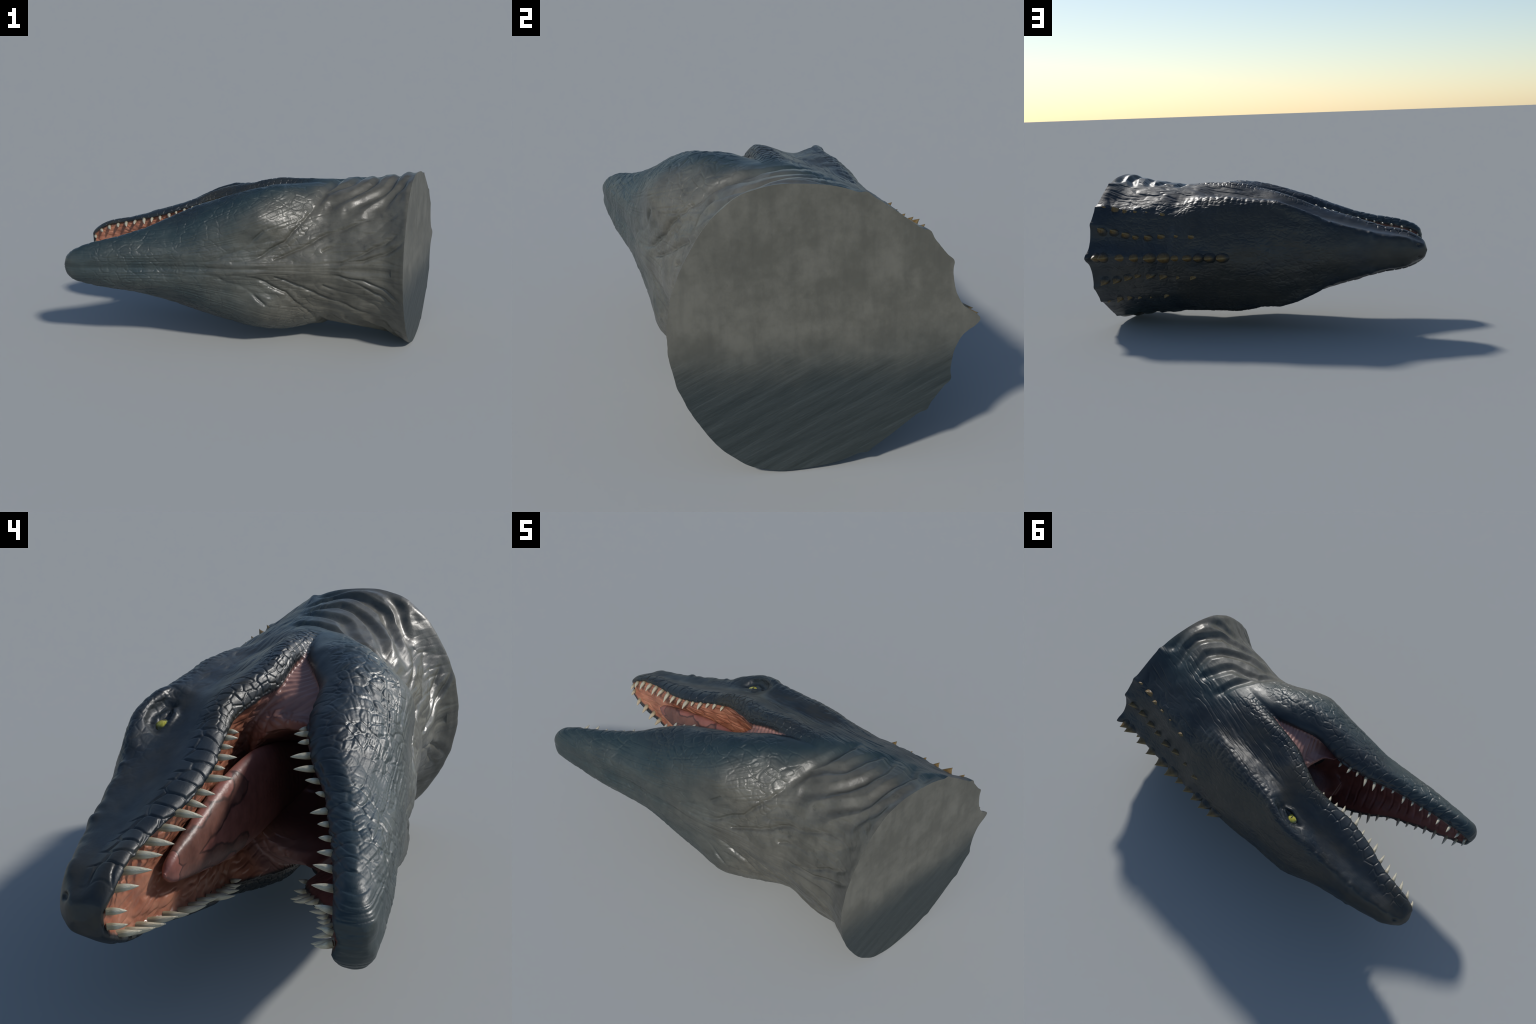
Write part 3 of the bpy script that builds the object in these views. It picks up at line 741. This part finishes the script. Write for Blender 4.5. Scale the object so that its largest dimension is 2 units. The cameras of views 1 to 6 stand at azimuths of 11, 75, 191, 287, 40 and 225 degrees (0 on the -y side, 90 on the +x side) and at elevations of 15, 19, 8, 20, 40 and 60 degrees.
from mathutils import Matrix, Vector
def tooth_mesh():
    """one recurved tooth: root at z = -.3, gum line at 0, tip at z = 1, bent towards +x"""
    vs, fs, K, R = [], [], 16, 16
    for i in range(R + 1):
        t = i / R
        z = -.3 + 1.3 * t
        u = max(z, 0)
        r = (1 - u ** 1.75) ** .8 if i < R else .03
        for k in range(K):
            a = 2 * math.pi * k / K
            vs.append((r * math.cos(a) * .9 + .75 * u * u - .75 * u, r * math.sin(a), z))
    fs = [(i*K + k, i*K + (k+1) % K, (i+1)*K + (k+1) % K, (i+1)*K + k) for i in range(R) for k in range(K)]
    fs = np.array(fs)
    me = mesh_from('tooth', vs, fs)
    bm = bmesh.new(); bm.from_mesh(me); bmesh.ops.holes_fill(bm, edges=[e for e in bm.edges if e.is_boundary])
    bmesh.ops.recalc_face_normals(bm, faces=bm.faces[:]); bm.to_mesh(me); bm.free()
    me.polygons.foreach_set('use_smooth', np.ones(len(me.polygons), bool))
    me.materials.append(tooth_mat)
    return me
tooth = tooth_mesh()
for bases, tips in ((UP_BASE, UP_TIP), (LOW_BASE, LOW_TIP)):
    for b, t in zip(bases, tips):
        for side in (1, -1):
            B = Vector((b[0], b[1], ZC + side * (b[2] + .001))); T = Vector((t[0], t[1], ZC + side * (t[2] + .002)))
            z = T - B; L = z.length; z.normalize()
            x = Vector((.8, 0, -.5 * side)); x = (x - z * x.dot(z)).normalized(); y = z.cross(x)
            r = .0058 + .085 * L
            ob = part('tooth', tooth, root)
            ob.matrix_local = Matrix.Translation(B) @ Matrix((x, y, z)).transposed().to_4x4() @ Matrix.Diagonal((r, r, L, 1))

# ---------------------------------------------------------------- tongue
TONGUE = {  # x: (centre y, half width, half thickness)
 -.728: (.074,.006,.005), -.706: (.073,.028,.016), -.660: (.070,.047,.022), -.600: (.065,.063,.028), -.500: (.057,.088,.034),
 -.400: (.049,.112,.039), -.300: (.040,.128,.041), -.150: (.024,.138,.038), .000: (-.004,.122,.034), .180: (-.060,.080,.028)}
def tongue():
    st = sorted(TONGUE); a = np.array([TONGUE[s] for s in st]); K = 40
    X = np.concatenate([-.730 + .05 * np.linspace(0, 1, 10) ** 2, np.linspace(-.672, .18, 60)])
    P = pchip(st, a, X); vs = []
    for x, (cy, w, t) in zip(X, P):
        for k in range(K):
            q = 2 * math.pi * k / K
            c, s = math.cos(q), math.sin(q)
            vs.append((x, cy + t * s - .010 * c * c * max(-s, 0) * min(1, t / .03), ZC + w * c))
    fs = [(i*K + k, i*K + (k+1) % K, (i+1)*K + (k+1) % K, (i+1)*K + k) for i in range(len(X) - 1) for k in range(K)]
    me = mesh_from('tongue', vs, fs)
    bm = bmesh.new(); bm.from_mesh(me); bmesh.ops.holes_fill(bm, edges=[e for e in bm.edges if e.is_boundary])
    bmesh.ops.recalc_face_normals(bm, faces=bm.faces[:]); bm.to_mesh(me); bm.free()
    me.polygons.foreach_set('use_smooth', np.ones(len(me.polygons), bool))
    return me
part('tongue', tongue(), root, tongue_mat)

# ---------------------------------------------------------------- eyes
for side in (1, -1):
    bm = bmesh.new(); bmesh.ops.create_uvsphere(bm, u_segments=32, v_segments=20, radius=.038)
    me = bpy.data.meshes.new('eye'); bm.to_mesh(me); bm.free()
    me.polygons.foreach_set('use_smooth', np.ones(len(me.polygons), bool))
    e = part('eye', me, root, eye_mat); e.location = (-.243, .258, ZC + side * .208)

# ---------------------------------------------------------------- rows of horny spikes on the neck
def spike_mesh():
    """keeled horn leaning back, unit size, standing on +z, leaning to +x"""
    vs, fs, K, R = [], [], 16, 8
    for i in range(R + 1):
        t = i / R
        r = (1 - t) ** 1.05 * .66
        for k in range(K):
            a = 2 * math.pi * k / K
            vs.append((math.cos(a) * r * 1.5 + .40 * t * t, math.sin(a) * r * .95, -.25 + 1.15 * t))
    fs = [(i*K + k, i*K + (k+1) % K, (i+1)*K + (k+1) % K, (i+1)*K + k) for i in range(R) for k in range(K)]
    me = mesh_from('neck_spike', vs, fs)
    bm = bmesh.new(); bm.from_mesh(me); bmesh.ops.remove_doubles(bm, verts=bm.verts, dist=1e-4)
    bmesh.ops.recalc_face_normals(bm, faces=bm.faces[:]); bm.to_mesh(me); bm.free()
    me.polygons.foreach_set('use_smooth', np.ones(len(me.polygons), bool))
    me.materials.append(spike_mat)
    return me
spike = spike_mesh()
def place_spike(tip, up, size):
    up = Vector(up).normalized(); x = Vector((1, 0, 0)); x = (x - up * x.dot(up)).normalized(); y = up.cross(x)
    m = Matrix((x, y, up)).transposed().to_4x4()
    ob = part('neck_spike', spike, root)
    ob.matrix_local = Matrix.Translation(Vector(tip)) @ m @ Matrix.Diagonal((size * random.uniform(.9, 1.1), size, size, 1)) @ Matrix.Translation((-.40, 0, -.9))
for (x, y), s in zip(ROW_MID, SIZE_MID): place_spike((min(x, .955), min(y + .010, .498), ZC), (0, 1, 0), s)
for side in (1, -1):
    for row, sizes, ang in ((ROW_IN, SIZE_IN, 32), (ROW_OUT, SIZE_OUT, 48)):
        for (x, y, h), s in zip(row, sizes):
            a = math.radians(ang)
            up = .022 if row is ROW_IN else .030
            place_spike((min(x, .932), y + up * math.cos(a), ZC + side * (h + up * math.sin(a))), (0, math.cos(a), side * math.sin(a)), s)
